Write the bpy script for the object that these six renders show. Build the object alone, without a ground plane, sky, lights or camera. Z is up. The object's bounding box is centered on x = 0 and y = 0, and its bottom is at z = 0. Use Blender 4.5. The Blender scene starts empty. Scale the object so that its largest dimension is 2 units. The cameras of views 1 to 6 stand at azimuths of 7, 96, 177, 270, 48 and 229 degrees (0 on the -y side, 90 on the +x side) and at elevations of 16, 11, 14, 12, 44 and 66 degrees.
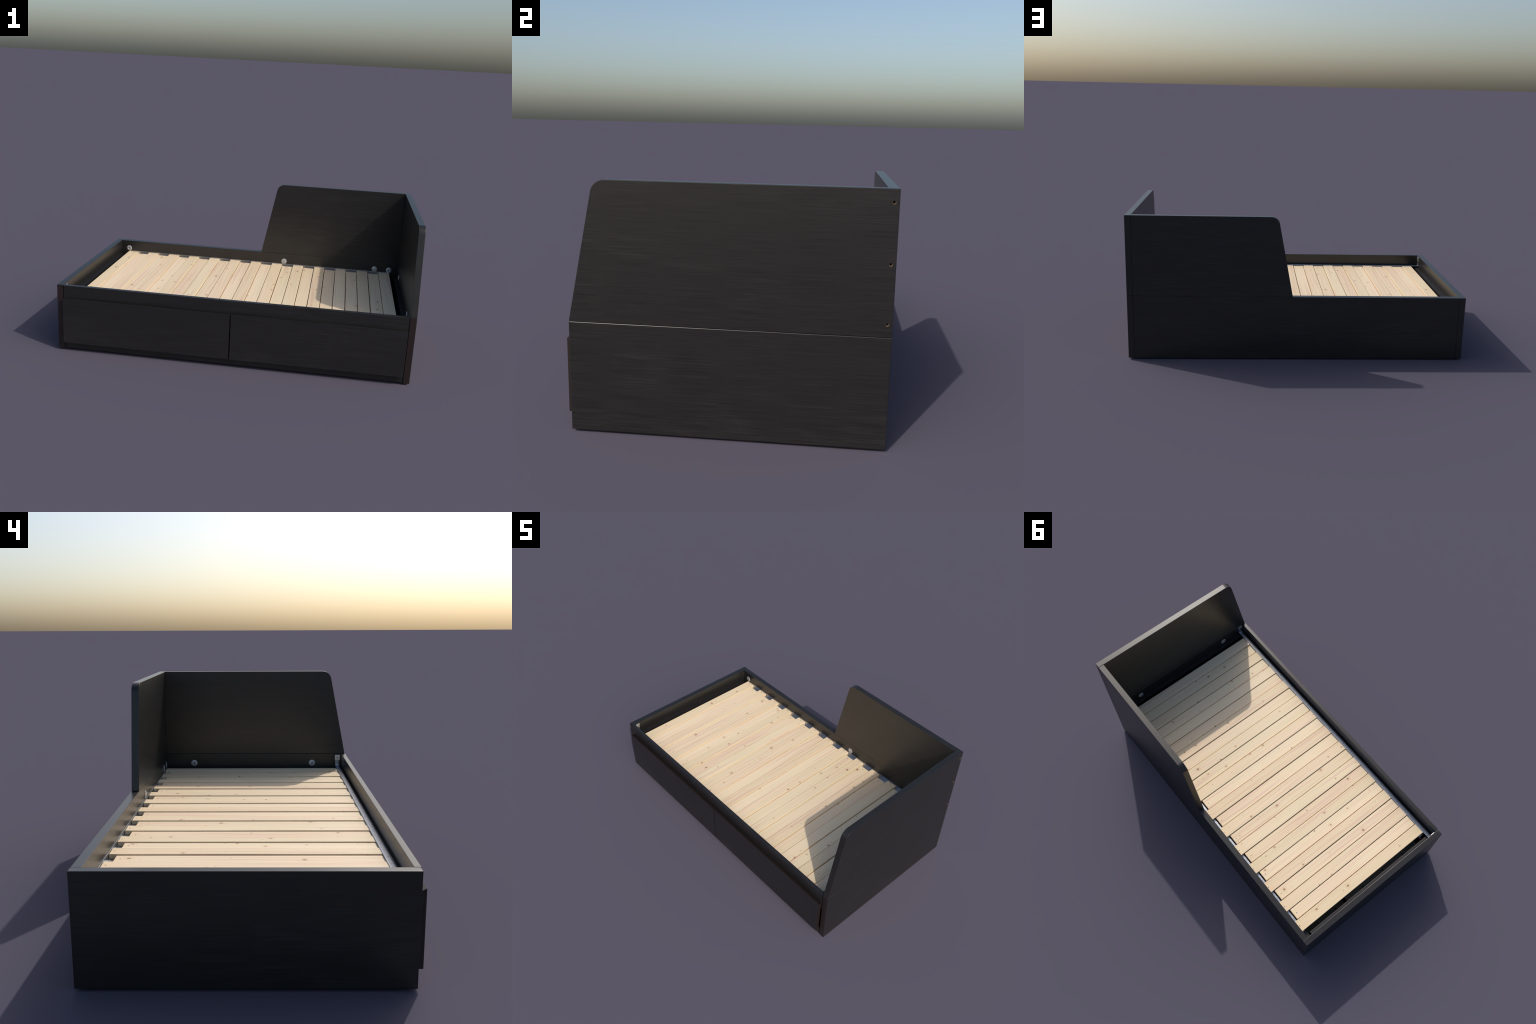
# Black-brown day bed: slab end panels, L-shaped raised back, two drawers, interleaved pine slats.
import bpy, bmesh, math, random
from mathutils import Vector, Matrix

random.seed(7)

# ----------------------------------------------------------------- dimensions (metres)
HALF = 1.0                     # half length of the bed
END_T = 0.0355                 # thickness of end panels and back boards
Y_FRONT, Y_BACK = -0.522, 0.546
Y_DRAWER = -0.546              # front face of the drawers
Z_FLOOR = 0.0065               # panels stand on thin glides
Z_BASE = 0.3915                # top of the base frame
Z_TOP = 0.868                  # top of the raised back
INNER = HALF - END_T
PITCH = 0.0731                 # slat spacing
SLAT_COUNT = 25
SLAT_W, SLAT_T = 0.0690, 0.018
Z_SLAT_HIGH, Z_SLAT_LOW = 0.3163, 0.3120

# ----------------------------------------------------------------- node helpers
def new_mat(name):
    m = bpy.data.materials.new(name)
    m.use_nodes = True
    nt = m.node_tree
    nt.nodes.clear()
    out = nt.nodes.new('ShaderNodeOutputMaterial')
    bsdf = nt.nodes.new('ShaderNodeBsdfPrincipled')
    nt.links.new(bsdf.outputs['BSDF'], out.inputs['Surface'])
    return m, nt, bsdf

def node(nt, kind, **kw):
    n = nt.nodes.new(kind)
    for k, v in kw.items():
        setattr(n, k, v)
    return n

def math_node(nt, op, a, b=None, clamp=False):
    n = node(nt, 'ShaderNodeMath', operation=op, use_clamp=clamp)
    for i, v in enumerate((a, b)):
        if v is None:
            continue
        if isinstance(v, (int, float)):
            n.inputs[i].default_value = v
        else:
            nt.links.new(v, n.inputs[i])
    return n.outputs[0]

def smooth(nt, val, lo, hi):
    n = node(nt, 'ShaderNodeMapRange', interpolation_type='SMOOTHSTEP')
    nt.links.new(val, n.inputs['Value'])
    for key, v in (('From Min', lo), ('From Max', hi)):
        if isinstance(v, (int, float)):
            n.inputs[key].default_value = v
        else:
            nt.links.new(v, n.inputs[key])
    return n.outputs['Result']

def mix(nt, fac, a, b, blend='MIX'):
    n = node(nt, 'ShaderNodeMix', data_type='RGBA', blend_type=blend)
    for sock, v in ((n.inputs[0], fac), (n.inputs[6], a), (n.inputs[7], b)):
        if isinstance(v, (int, float)):
            sock.default_value = v
        elif isinstance(v, tuple):
            sock.default_value = (*v, 1.0)
        else:
            nt.links.new(v, sock)
    return n.outputs[2]

def noise(nt, vec, scale, detail=3.0, rough=0.55, dist=0.0):
    n = node(nt, 'ShaderNodeTexNoise')
    n.inputs['Scale'].default_value = scale
    n.inputs['Detail'].default_value = detail
    n.inputs['Roughness'].default_value = rough
    n.inputs['Distortion'].default_value = dist
    nt.links.new(vec, n.inputs['Vector'])
    return n.outputs['Fac']

def mapping(nt, vec, scale=(1, 1, 1), loc=(0, 0, 0)):
    n = node(nt, 'ShaderNodeMapping')
    n.inputs['Scale'].default_value = scale
    n.inputs['Location'].default_value = loc
    nt.links.new(vec, n.inputs['Vector'])
    return n.outputs['Vector']

def object_coords(nt):
    return node(nt, 'ShaderNodeTexCoord').outputs['Object']

# ----------------------------------------------------------------- materials
def stained_wood(name, along, dark=(0.0105, 0.0097, 0.0094), light=(0.0262, 0.0247, 0.0234), rough=0.335):
    """Black-brown stained oak foil; the grain runs along axis 0 (x), 1 (y) or 2 (z)."""
    m, nt, bsdf = new_mat(name)
    co = object_coords(nt)
    def stretched(lengthwise, across):
        s = [across] * 3
        s[along] = lengthwise
        return tuple(s)
    # slow warp makes the flame-shaped figure of plain-sawn boards
    warp = noise(nt, mapping(nt, co, stretched(1.3, 4.0)), 1.0, 2.0)
    bands = noise(nt, mapping(nt, co, stretched(0.8, 14.0)), 1.0, 3.0, 0.6, 0.6)
    ring = math_node(nt, 'MULTIPLY', math_node(nt, 'ADD', warp, math_node(nt, 'MULTIPLY', bands, 0.25)), 46.0)
    ring = math_node(nt, 'ADD', math_node(nt, 'MULTIPLY', math_node(nt, 'SINE', ring), 0.5), 0.5)
    fine = noise(nt, mapping(nt, co, stretched(5.0, 300.0)), 1.0, 3.0, 0.7)
    patch = smooth(nt, noise(nt, mapping(nt, co, stretched(0.9, 3.0), (3.1, 1.7, 0.4)), 1.0, 2.0), 0.38, 0.70)
    grain = math_node(nt, 'MULTIPLY', math_node(nt, 'MULTIPLY', ring, smooth(nt, fine, 0.40, 0.62)), patch)
    tone = math_node(nt, 'ADD', math_node(nt, 'MULTIPLY', grain, 0.50),
                     math_node(nt, 'ADD', math_node(nt, 'MULTIPLY', smooth(nt, fine, 0.25, 0.75), 0.50), math_node(nt, 'MULTIPLY', bands, 0.14)), True)
    nt.links.new(mix(nt, tone, dark, light), bsdf.inputs['Base Color'])
    r = math_node(nt, 'ADD', math_node(nt, 'MULTIPLY', fine, 0.10), rough - 0.05)
    nt.links.new(r, bsdf.inputs['Roughness'])
    bump = node(nt, 'ShaderNodeBump')
    bump.inputs['Strength'].default_value = 0.08
    bump.inputs['Distance'].default_value = 0.0006
    nt.links.new(math_node(nt, 'ADD', fine, math_node(nt, 'MULTIPLY', grain, 0.5)), bump.inputs['Height'])
    nt.links.new(bump.outputs['Normal'], bsdf.inputs['Normal'])
    return m

def pine(name):
    """Pale untreated pine: cream and pink streaks along y, growth lines that swerve round brown knots."""
    m, nt, bsdf = new_mat(name)
    co = object_coords(nt)
    rnd = node(nt, 'ShaderNodeObjectInfo').outputs['Random']
    off = node(nt, 'ShaderNodeCombineXYZ')
    nt.links.new(math_node(nt, 'MULTIPLY', rnd, 37.0), off.inputs[0])
    nt.links.new(math_node(nt, 'MULTIPLY', rnd, 91.0), off.inputs[1])
    add = node(nt, 'ShaderNodeVectorMath', operation='ADD')
    nt.links.new(co, add.inputs[0])
    nt.links.new(off.outputs[0], add.inputs[1])
    pos = add.outputs[0]
    flat = mapping(nt, pos, (1, 1, 0))

    def knots(scale, keep, r_lo, r_hi, shift, squash=1.0):
        v = node(nt, 'ShaderNodeTexVoronoi', voronoi_dimensions='2D', feature='F1')
        v.inputs['Scale'].default_value = scale
        nt.links.new(mapping(nt, flat, (1, squash, 1), shift), v.inputs['Vector'])
        sep = node(nt, 'ShaderNodeSeparateColor')
        nt.links.new(v.outputs['Color'], sep.inputs[0])
        keep_it = math_node(nt, 'LESS_THAN', sep.outputs[0], keep)
        size = math_node(nt, 'MULTIPLY', sep.outputs[1], sep.outputs[1])
        rad = math_node(nt, 'ADD', math_node(nt, 'MULTIPLY', size, (r_hi - r_lo) * scale), r_lo * scale)
        ratio = math_node(nt, 'DIVIDE', v.outputs['Distance'], rad)
        return ratio, keep_it, sep.outputs[2]

    ratio, keep_it, tint = knots(9.5, 0.52, 0.0022, 0.0085, (0.3, 0.1, 0), 0.85)
    ratio2, keep2, tint2 = knots(17.0, 0.28, 0.0013, 0.0026, (5.3, 2.1, 0), 0.6)
    core = math_node(nt, 'MULTIPLY', smooth(nt, ratio, 1.05, 0.55), keep_it)
    halo = math_node(nt, 'MULTIPLY', smooth(nt, ratio, 3.2, 0.8), keep_it)
    pin = math_node(nt, 'MULTIPLY', smooth(nt, ratio2, 1.1, 0.5), keep2)

    # growth lines, pushed sideways near a knot
    sx = node(nt, 'ShaderNodeSeparateXYZ')
    nt.links.new(pos, sx.inputs[0])
    warp = noise(nt, mapping(nt, pos, (9, 1.1, 3)), 1.0, 2.0)
    x_bent = math_node(nt, 'ADD', sx.outputs[0], math_node(nt, 'ADD', math_node(nt, 'MULTIPLY', halo, 0.008),
                       math_node(nt, 'MULTIPLY', warp, 0.055)))
    bent = node(nt, 'ShaderNodeCombineXYZ')
    nt.links.new(x_bent, bent.inputs[0])
    nt.links.new(sx.outputs[1], bent.inputs[1])
    nt.links.new(sx.outputs[2], bent.inputs[2])
    streak = noise(nt, mapping(nt, bent.outputs[0], (46, 0.9, 12)), 1.0, 2.0, 0.5)
    lines = noise(nt, mapping(nt, bent.outputs[0], (190, 1.3, 50)), 1.0, 2.0, 0.6)
    fleck = noise(nt, mapping(nt, bent.outputs[0], (120, 7.0, 40)), 1.0, 2.0, 0.6)

    cream = (0.865, 0.680, 0.468)
    straw = (0.805, 0.675, 0.448)
    pink = (0.74, 0.50, 0.375)
    drift = noise(nt, mapping(nt, bent.outputs[0], (24, 1.6, 10), (7.7, 3.3, 0)), 1.0, 2.0, 0.5)
    board = math_node(nt, 'ADD', math_node(nt, 'MULTIPLY', rnd, 0.50), math_node(nt, 'MULTIPLY', smooth(nt, drift, 0.36, 0.64), 0.50))
    base = mix(nt, board, cream, straw)
    base = mix(nt, math_node(nt, 'MULTIPLY', smooth(nt, streak, 0.52, 0.72), 0.72), base, pink)
    base = mix(nt, math_node(nt, 'MULTIPLY', smooth(nt, lines, 0.48, 0.72), 0.42), base, (0.66, 0.46, 0.27))
    base = mix(nt, math_node(nt, 'MULTIPLY', smooth(nt, fleck, 0.66, 0.80), 0.35), base, (0.50, 0.34, 0.20))
    base = mix(nt, math_node(nt, 'MULTIPLY', halo, 0.22), base, (0.62, 0.38, 0.22))
    base = mix(nt, math_node(nt, 'MULTIPLY', pin, 0.65), base, (0.30, 0.19, 0.11))
    base = mix(nt, math_node(nt, 'MULTIPLY', core, math_node(nt, 'ADD', math_node(nt, 'MULTIPLY', tint, 0.4), 0.5)),
               base, (0.25, 0.115, 0.045))
    # every board has its own overall tone
    rnd2 = node(nt, 'ShaderNodeTexWhiteNoise', noise_dimensions='1D')
    nt.links.new(math_node(nt, 'MULTIPLY', rnd, 731.0), rnd2.inputs['W'])
    tone = mix(nt, rnd2.outputs['Value'], (0.97, 0.95, 0.92), (1.06, 1.06, 1.06))
    base = mix(nt, 1.0, base, tone, 'MULTIPLY')
    nt.links.new(base, bsdf.inputs['Base Color'])
    bsdf.inputs['Roughness'].default_value = 0.55
    bsdf.inputs['Specular IOR Level'].default_value = 0.35
    bump = node(nt, 'ShaderNodeBump')
    bump.inputs['Strength'].default_value = 0.06
    bump.inputs['Distance'].default_value = 0.0005
    nt.links.new(lines, bump.inputs['Height'])
    nt.links.new(bump.outputs['Normal'], bsdf.inputs['Normal'])
    return m

def steel(name, tone=(0.55, 0.57, 0.60), rough=0.36):
    m, nt, bsdf = new_mat(name)
    co = object_coords(nt)
    n1 = noise(nt, co, 90.0, 3.0, 0.65)
    nt.links.new(mix(nt, smooth(nt, n1, 0.35, 0.7), tuple(c * 0.78 for c in tone), tone), bsdf.inputs['Base Color'])
    nt.links.new(math_node(nt, 'ADD', math_node(nt, 'MULTIPLY', n1, 0.22), rough - 0.11), bsdf.inputs['Roughness'])
    bsdf.inputs['Metallic'].default_value = 1.0
    return m

def plain(name, color, rough=0.5, vary=0.25, scale=60.0):
    m, nt, bsdf = new_mat(name)
    n1 = noise(nt, object_coords(nt), scale, 3.0)
    nt.links.new(mix(nt, n1, tuple(c * (1 - vary) for c in color), tuple(c * (1 + vary) for c in color)), bsdf.inputs['Base Color'])
    bsdf.inputs['Roughness'].default_value = rough
    return m

def cast_zinc(name):
    m, nt, bsdf = new_mat(name)
    co = object_coords(nt)
    v = noise(nt, co, 260.0, 4.0, 0.7)
    nt.links.new(mix(nt, smooth(nt, v, 0.38, 0.62), (0.30, 0.30, 0.31), (0.74, 0.73, 0.72)), bsdf.inputs['Base Color'])
    bsdf.inputs['Metallic'].default_value = 0.55
    bsdf.inputs['Roughness'].default_value = 0.42
    return m

M_X = stained_wood('stained_wood_lengthwise', 0)
M_Y = stained_wood('stained_wood_crosswise', 1)
M_EDGE = stained_wood('stained_wood_edge_band', 2, (0.0155, 0.0085, 0.0078), (0.0300, 0.0180, 0.0160), 0.45)
M_FRAME = stained_wood('stained_wood_inner_frame', 1, (0.010, 0.0085, 0.0088), (0.020, 0.0175, 0.0180), 0.45)
M_DECK = plain('dark_hardboard', (0.022, 0.021, 0.018), 0.6)
M_RUNNER = plain('raw_hardboard', (0.30, 0.26, 0.19), 0.7)
M_PINE = pine('pale_pine')
M_STEEL = steel('galvanised_steel')
M_BAR = steel('dull_steel', (0.50, 0.53, 0.58), 0.40)
M_PLATE = steel('zinc_plated_steel', (0.84, 0.85, 0.86), 0.40)
M_SCREW = steel('screw_steel', (0.30, 0.29, 0.28), 0.45)
M_ZINC = cast_zinc('cast_zinc')
M_GLIDE = plain('black_plastic', (0.012, 0.012, 0.012), 0.5)
M_RAW = plain('raw_particle_board', (0.115, 0.075, 0.045), 0.8, 0.3, 400.0)
M_HOLE_SHADE = plain('drill_shadow', (0.010, 0.009, 0.008), 0.9)  # near-black colour standing for the shade inside holes and slots

# ----------------------------------------------------------------- geometry helpers
def finish(bm, name, mat, parent, bevel=0.0, segments=2, smooth_angle=None):
    bmesh.ops.recalc_face_normals(bm, faces=bm.faces)
    if bevel:
        edges = [e for e in bm.edges if len(e.link_faces) == 2 and e.calc_face_angle(0) > math.radians(35)]
        bmesh.ops.bevel(bm, geom=edges, offset=bevel, segments=segments, profile=0.5, affect='EDGES', clamp_overlap=True)
    me = bpy.data.meshes.new(name)
    bm.to_mesh(me)
    bm.free()
    mats = mat if isinstance(mat, (list, tuple)) else [mat]
    for mm in mats:
        me.materials.append(mm)
    ob = bpy.data.objects.new(name, me)
    bpy.context.scene.collection.objects.link(ob)
    ob.parent = parent
    if smooth_angle is not None:
        for p in me.polygons:
            p.use_smooth = True
        me.set_sharp_from_angle(angle=math.radians(smooth_angle))
    return ob

def add_box(bm, x0, x1, y0, y1, z0, z1):
    m = Matrix.Translation(((x0 + x1) / 2, (y0 + y1) / 2, (z0 + z1) / 2)) @ Matrix.Diagonal((x1 - x0, y1 - y0, z1 - z0, 1))
    return bmesh.ops.create_cube(bm, size=1.0, matrix=m)['verts']

def box(name, mat, parent, x, y, z, bevel=0.0012, segments=2):
    bm = bmesh.new()
    add_box(bm, *x, *y, *z)
    return finish(bm, name, mat, parent, bevel, segments)

def prism(name, mat, parent, outline, lift, bevel=0.0012):
    """Extrude a closed outline (3D points) along the vector lift."""
    bm = bmesh.new()
    a = [bm.verts.new(p) for p in outline]
    b = [bm.verts.new(Vector(p) + Vector(lift)) for p in outline]
    n = len(a)
    bm.faces.new(a)
    bm.faces.new(b[::-1])
    for i in range(n):
        bm.faces.new((a[i], b[i], b[(i + 1) % n], a[(i + 1) % n]))
    bmesh.ops.recalc_face_normals(bm, faces=bm.faces)
    rim = [e for e in bm.edges if e.calc_face_angle(0) > math.radians(35)]
    bmesh.ops.bevel(bm, geom=rim, offset=bevel, segments=3, profile=0.5, affect='EDGES', clamp_overlap=True)
    return finish(bm, name, mat, parent, 0.0)

def lathe(name, mat, parent, profile, axis, where, steps=28):
    """Turned part: profile of (radius, height) spun round axis, base at where."""
    bm = bmesh.new()
    rot = Vector((0, 0, 1)).rotation_difference(Vector(axis)).to_matrix()
    rings = []
    for r, h in profile:
        if r == 0:
            rings.append([bm.verts.new(rot @ Vector((0, 0, h)))])
        else:
            rings.append([bm.verts.new(rot @ Vector((r * math.cos(t), r * math.sin(t), h)))
                          for t in (2 * math.pi * k / steps for k in range(steps))])
    for lo, hi in zip(rings, rings[1:]):
        for k in range(steps):
            j = (k + 1) % steps
            ring = [lo[k % len(lo)], lo[j % len(lo)], hi[j % len(hi)], hi[k % len(hi)]]
            uniq = list(dict.fromkeys(ring))
            if len(uniq) > 2:
                bm.faces.new(uniq)
    ob = finish(bm, name, mat, parent, smooth_angle=40)
    ob.location = where
    return ob

def repeat(ob, where, parent):
    c = ob.copy()
    bpy.context.scene.collection.objects.link(c)
    c.location = where
    c.parent = parent
    return c

def cut(ob, cutters):
    """Subtract closed helper meshes from ob and drop the helpers."""
    for c in cutters:
        mod = ob.modifiers.new('cut', 'BOOLEAN')
        mod.operation, mod.object, mod.solver = 'DIFFERENCE', c, 'EXACT'
    bpy.context.view_layer.update()
    deps = bpy.context.evaluated_depsgraph_get()
    me = bpy.data.meshes.new_from_object(ob.evaluated_get(deps))
    ob.modifiers.clear()
    ob.data = me
    for c in cutters:
        bpy.data.objects.remove(c)

# ----------------------------------------------------------------- the bed
bed = bpy.data.objects.new('day_bed', None)
bpy.context.scene.collection.objects.link(bed)
bed['label'] = 'black-brown day bed with two drawers and pale pine slats'
bed['category'] = 'bed'

# base frame ------------------------------------------------------
SEAM = 0.0004
def edge_banded(ob, axis):
    """Narrow faces that look along the axis carry the reddish edge band."""
    ob.data.materials.append(M_EDGE)
    for p in ob.data.polygons:
        if p.normal[axis] < -0.9:
            p.material_index = 1

foot_panel = box('end_panel', M_Y, bed, (-HALF, -INNER), (Y_FRONT, Y_BACK), (Z_FLOOR, Z_BASE), 0.0020, 3)
head_panel = box('end_panel', M_Y, bed, (INNER, HALF), (Y_FRONT, Y_BACK), (Z_FLOOR, Z_BASE - SEAM), 0.0024, 4)
for p in (foot_panel, head_panel):
    edge_banded(p, 1)
BACK_IN = Y_BACK - 0.0345
box('back_panel', M_X, bed, (-INNER + 0.0006, INNER - 0.0006), (BACK_IN, Y_BACK - 0.0004), (Z_FLOOR, Z_BASE - SEAM), 0.0012)
box('front_rail', M_X, bed, (-0.9605, 0.9605), (-0.5250, -0.502), (0.262, Z_BASE - 0.0005), 0.0012)
box('plinth', M_X, bed, (-0.9605, 0.9605), (-0.5215, -0.502), (0.0118, 0.064), 0.0012)

# raised L-shaped back -------------------------------------------------
def slanted_profile(near, far, bottom, top, slope=0.1955, radius=0.05, steps=40):
    """Board outline (t, z): square at 'far', leaning inwards at 'near' with one big rounded corner."""
    sgn = 1 if far > near else -1
    corner = near + sgn * slope * (top - bottom)
    tilt = math.atan(slope)
    inner = math.pi / 2 + tilt
    tangent = radius / math.tan(inner / 2)
    cx, cz = corner + sgn * tangent, top - radius
    pts = [(near, bottom)]
    for k in range(steps + 1):
        a = math.pi - tilt + (-math.pi / 2 + tilt) * k / steps
        pts.append((cx + sgn * radius * math.cos(a), cz + radius * math.sin(a)))
    pts += [(far, top), (far, bottom)]
    return pts

side = slanted_profile(Y_FRONT + 0.0005, Y_BACK, Z_BASE + SEAM, Z_TOP)
armrest = prism('armrest_panel', M_Y, bed, [(INNER, t, z) for t, z in side], (END_T, 0, 0), 0.0018)
back = slanted_profile(0.0325, INNER - 0.0006, Z_BASE + SEAM, Z_TOP - 0.0004)
backrest = prism('backrest_panel', M_X, bed, [(t, BACK_IN, z) for t, z in back], (0, 0.0341, 0), 0.0013)

# three bare connector holes on the outside of the armrest
HOLES = (0.8255, 0.6304, 0.4354)
cutters = []
for z in HOLES:
    cutters.append(lathe('cutter', M_HOLE_SHADE, None, [(0, 0), (0.0058, 0), (0.0058, 0.03), (0, 0.03)], (1, 0, 0), (HALF - 0.014, 0.5287, z), 24))
cut(armrest, cutters)
for z in HOLES:
    lathe('connector_hole', M_RAW, armrest, [(0.0042, -0.0135), (0.0046, -0.0012), (0.0062, 0.0003), (0.0056, -0.0006), (0.0056, -0.0135)],
          (1, 0, 0), (HALF, 0.5287, z), 24)
    lathe('hole_bottom', M_HOLE_SHADE, armrest, [(0.0055, 0), (0, 0)], (1, 0, 0), (HALF - 0.0125, 0.5287, z), 24)

# drawers ---------------------------------------------------------------
DZ0, DZ1, GRIP = 0.0528, 0.3209, 0.0098   # the top edge slopes back as a finger grip
for sgn in (-1, 1):
    xa, xb = sorted((sgn * 0.0032, sgn * 0.9600))
    drawer = bpy.data.objects.new('drawer', None)
    bpy.context.scene.collection.objects.link(drawer)
    drawer.parent = bed
    yr = -0.5268
    front = prism('drawer_front', M_X, drawer, [(xa, y, z) for y, z in ((Y_DRAWER, DZ0), (Y_DRAWER, DZ1), (yr, DZ1 - GRIP), (yr, DZ0))],
                  (xb - xa, 0, 0), 0.0010)
    front.data.materials.append(M_EDGE)
    for p in front.data.polygons:
        if abs(p.normal.x) > 0.9 or (p.normal.z > 0.85 and p.area > 0.005):
            p.material_index = 1
    bm = bmesh.new()
    yb, ye, t = -0.500, 0.145, 0.012
    a, b = xa + 0.03, xb - 0.03
    add_box(bm, a, a + t, yb, ye, 0.075, 0.1635)
    add_box(bm, b - t, b, yb, ye, 0.075, 0.1635)
    add_box(bm, a + t, b - t, ye - t, ye, 0.075, 0.1635)
    add_box(bm, a + t, b - t, yb, ye - t, 0.080, 0.086)
    finish(bm, 'drawer_box', M_DECK, drawer)
    # loose lid that keeps dust off the bedding
    lid = box('drawer_lid', M_RUNNER, drawer, sorted((sgn * 0.010, sgn * 0.938)), (-0.440, 0.147), (0.164, 0.170), 0.0006)
    cut(lid, [lathe('cutter', M_HOLE_SHADE, None, [(0, 0), (0.006, 0), (0.006, 0.03), (0, 0.03)], (0, 0, 1), (sgn * 0.919, y, 0.150), 16)
              for y in (-0.155, -0.322, 0.012)])

# hidden carcass: ledges, back support, dust cover ------------------------
for sgn in (-1, 1):
    x = sorted((sgn * (INNER - 0.0003), sgn * 0.9405))
    box('end_ledge', M_FRAME, bed, x, (-0.470, 0.468), (0.16, 0.3055), 0.0012)
box('back_support', M_FRAME, bed, (-INNER + 0.0008, INNER - 0.0008), (0.4775, 0.4975), (0.10, 0.284), 0.0012)
for sgn in (-1, 1):
    x = sorted((sgn * 0.9400, sgn * 0.8930))
    runner = box('runner_board', M_RUNNER, bed, x, (0.152, 0.470), (0.090, 0.108), 0.0008)
    cut(runner, [lathe('cutter', M_HOLE_SHADE, None, [(0, 0), (0.006, 0), (0.006, 0.03), (0, 0.03)], (0, 0, 1), (sgn * 0.9125, y, 0.085), 16)
                 for y in (0.366, 0.22)])
box('centre_divider', M_DECK, bed, (-0.008, 0.008), (-0.44, 0.50), (0.02, 0.2435), 0.0)

# slats -----------------------------------------------------------------
def slat_mesh(name, y0, y1):
    bm = bmesh.new()
    add_box(bm, -SLAT_W / 2, SLAT_W / 2, y0, y1, -SLAT_T, 0)
    return finish(bm, name, M_PINE, bed, 0.0016, 2)

long_slat = slat_mesh('slat', -0.489, 0.507)
short_slat = slat_mesh('slat', -0.490, 0.479)
screw = lathe('screw', M_SCREW, None, [(0.0032, 0.0), (0.0032, 0.0004), (0.0016, 0.0008), (0, 0.0005)], (0, 0, 1), (0, 0, 0), 12)
slat_x = [(k - (SLAT_COUNT - 1) / 2) * PITCH for k in range(SLAT_COUNT)]
used = set()
for k, x in enumerate(slat_x):
    high = k % 2 == 0
    src = long_slat if high else short_slat
    jitter = random.uniform(-0.0006, 0.0006)
    loc = (x + jitter, 0, (Z_SLAT_HIGH if high else Z_SLAT_LOW) + random.uniform(-0.0004, 0.0004))
    if high not in used:
        used.add(high)
        s = src
        s.location = loc
    else:
        s = repeat(src, loc, bed)
    repeat(screw, (random.uniform(-0.003, 0.003), (0.495 if high else 0.459) + random.uniform(-0.002, 0.002), -0.0002), s)

# steel work --------------------------------------------------------------
# rear angle that carries the long slats
bm = bmesh.new()
prof = [(0.4862, 0.2958), (0.4862, 0.2980), (0.5083, 0.2980), (0.5088, 0.2985), (0.5088, 0.3205), (0.5108, 0.3205), (0.5108, 0.2958)]
ends = [[bm.verts.new((x, y, z)) for y, z in prof] for x in (-0.916, 0.916)]
bm.faces.new(ends[0])
bm.faces.new(ends[1][::-1])
for i in range(len(prof)):
    j = (i + 1) % len(prof)
    bm.faces.new((ends[0][i], ends[0][j], ends[1][j], ends[1][i]))
rear = finish(bm, 'rear_slat_angle', M_STEEL, bed, 0.0004, 1)

# lower front angle under the short slats
box('front_slat_angle', M_STEEL, bed, (-0.9185, 0.9185), (-0.4895, -0.440), (0.2895, 0.2918), 0.0005, 1)
box('front_support', M_FRAME, bed, (-0.958, 0.958), (-0.5016, -0.4948), (0.262, 0.3095), 0.0010)

# pressed front bar: shallow inverted channel whose ends bend up the end panels
def front_bar():
    bm = bmesh.new()
    # cross-section (across, height), across = 0 at the centre line
    sec = [(-0.0106, -0.0052), (-0.0106, -0.0024), (-0.0100, -0.0014), (-0.0062, -0.0002), (-0.0050, 0.0), (0.0078, 0.0),
           (0.0092, -0.0004), (0.0101, -0.0014), (0.0106, -0.0032)]
    t = 0.0016
    low = [(a * 0.86, h - t) for a, h in sec]
    loop = [(a * 1.23, h) for a, h in sec + low[::-1]]
    zc, xe, r = 0.3206, 0.9625, 0.010
    path = []                    # (x, z, normal_x, normal_z)
    path.append((-xe, 0.354, 1, 0))
    for k in range(9):
        a = math.pi + (math.pi / 2) * k / 8
        path.append((-xe + r + r * math.cos(a), zc + r + r * math.sin(a), -math.cos(a), -math.sin(a)))
    for k in range(9):
        a = 1.5 * math.pi + (math.pi / 2) * k / 8
        path.append((xe - r + r * math.cos(a), zc + r + r * math.sin(a), -math.cos(a), -math.sin(a)))
    path.append((xe, 0.354, -1, 0))
    rows = []
    for px, pz, nx, nz in path:
        rows.append([bm.verts.new((px + nx * h, -0.4805 + a, pz + nz * h)) for a, h in loop])
    n = len(loop)
    for ra, rb in zip(rows, rows[1:]):
        for i in range(n):
            j = (i + 1) % n
            bm.faces.new((ra[i], ra[j], rb[j], rb[i]))
    bm.faces.new(rows[0])
    bm.faces.new(rows[-1][::-1])
    return finish(bm, 'front_slat_bar', M_BAR, bed)
bar = front_bar()

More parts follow.
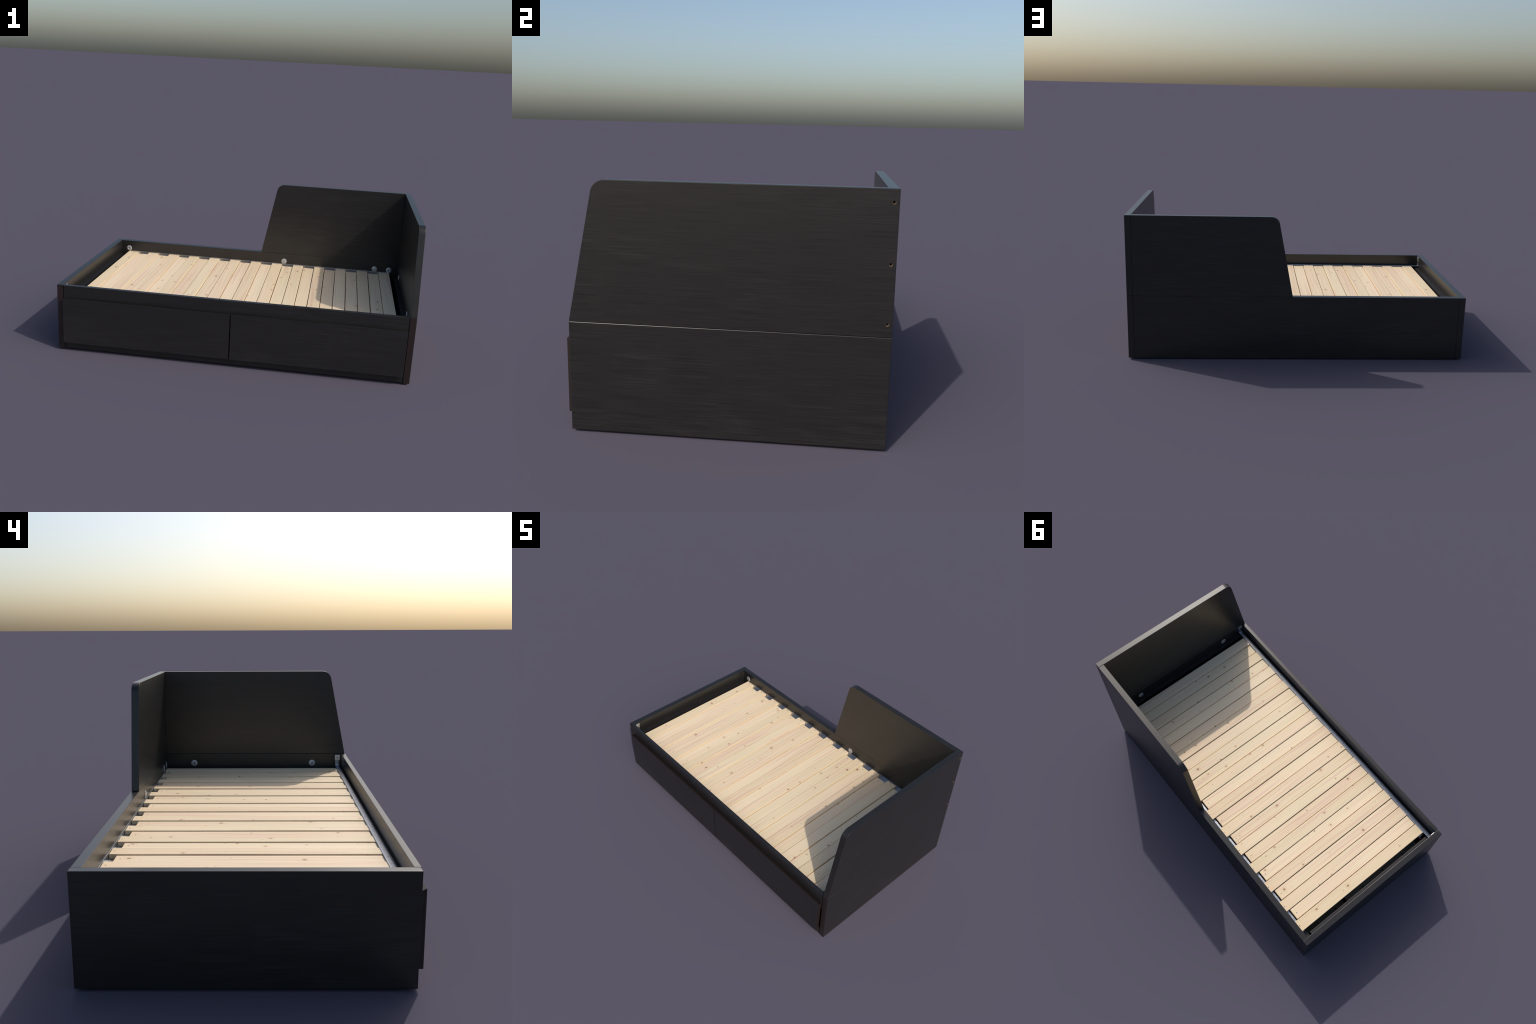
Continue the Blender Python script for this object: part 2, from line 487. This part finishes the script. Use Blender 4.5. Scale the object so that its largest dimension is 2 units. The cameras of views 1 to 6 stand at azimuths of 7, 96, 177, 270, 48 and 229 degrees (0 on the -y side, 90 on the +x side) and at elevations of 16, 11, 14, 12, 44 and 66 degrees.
for sgn in (-1, 1):
    x = sorted((sgn * (INNER - 0.0002), sgn * (INNER - 0.0040)))
    plate = box('mounting_plate', M_PLATE, bar, x, (-0.4955, -0.4660), (0.3530, 0.3845), 0.0016, 3)
    lathe('plate_screw', M_SCREW, plate, [(0.0042, 0), (0.0036, 0.0012), (0, 0.0014)], (-sgn, 0, 0), (sgn * (INNER - 0.0039), -0.481, 0.368), 14)
for x in slat_x:
    repeat(screw, (x + random.uniform(-0.002, 0.002), -0.4800, 0.3204), bar)
bpy.data.objects.remove(screw)

# cam-lock covers -----------------------------------------------------------
cap_profile = [(0.0187, -0.001), (0.0187, 0.0012), (0.0176, 0.0021), (0.0085, 0.0021), (0.0075, 0.0010), (0, 0.0010)]
flat_profile = [(0.0187, -0.001), (0.0187, 0.0014), (0.0172, 0.0024), (0, 0.0027)]
for x, p in ((-0.9116, cap_profile), (0.1935, flat_profile), (0.8122, flat_profile), (0.9084, cap_profile)):
    c = lathe('cam_lock_cover', M_ZINC, bed, p, (0, -1, 0), (x, BACK_IN, 0.3372), 32)
    if p is cap_profile:
        box('slot_shade_bar', M_HOLE_SHADE, c, (-0.0060, 0.0060), (-0.0014, -0.0008), (-0.0011, 0.0011), 0.0)  # thin dark bars laid on the cap imitate a shaded cross recess
        box('slot_shade_bar', M_HOLE_SHADE, c, (-0.0011, 0.0011), (-0.0013, -0.0008), (-0.0060, 0.0060), 0.0)
for y in (0.3557, -0.3325):
    c = lathe('cam_lock_cover', M_ZINC, bed, cap_profile, (-1, 0, 0), (INNER, y, 0.3370), 32)
    box('slot_shade_bar', M_HOLE_SHADE, c, (-0.0014, -0.0008), (-0.0060, 0.0060), (-0.0011, 0.0011), 0.0)  # nothing is cut: crossed dark bars paint the shade of a slot
    box('slot_shade_bar', M_HOLE_SHADE, c, (-0.0013, -0.0008), (-0.0011, 0.0011), (-0.0060, 0.0060), 0.0)

# small dowel marks at the rear corners, glides below --------------------------
for sgn in (-1, 1):
    for z in (0.3672, 0.3336):
        lathe('dowel_mark', M_RAW, bed, [(0.0030, -0.001), (0.0030, 0.0005), (0.0012, 0.0005), (0, -0.0002)], (-sgn, 0, 0), (sgn * INNER, 0.5045, z), 14)
    for y in (Y_FRONT + 0.12, Y_BACK - 0.12):
        lathe('floor_glide', M_GLIDE, bed, [(0, 0), (0.012, 0), (0.013, 0.001), (0.013, Z_FLOOR + 0.0005), (0, Z_FLOOR + 0.0005)], (0, 0, 1),
              (sgn * (INNER + 0.0135), y, 0), 20)
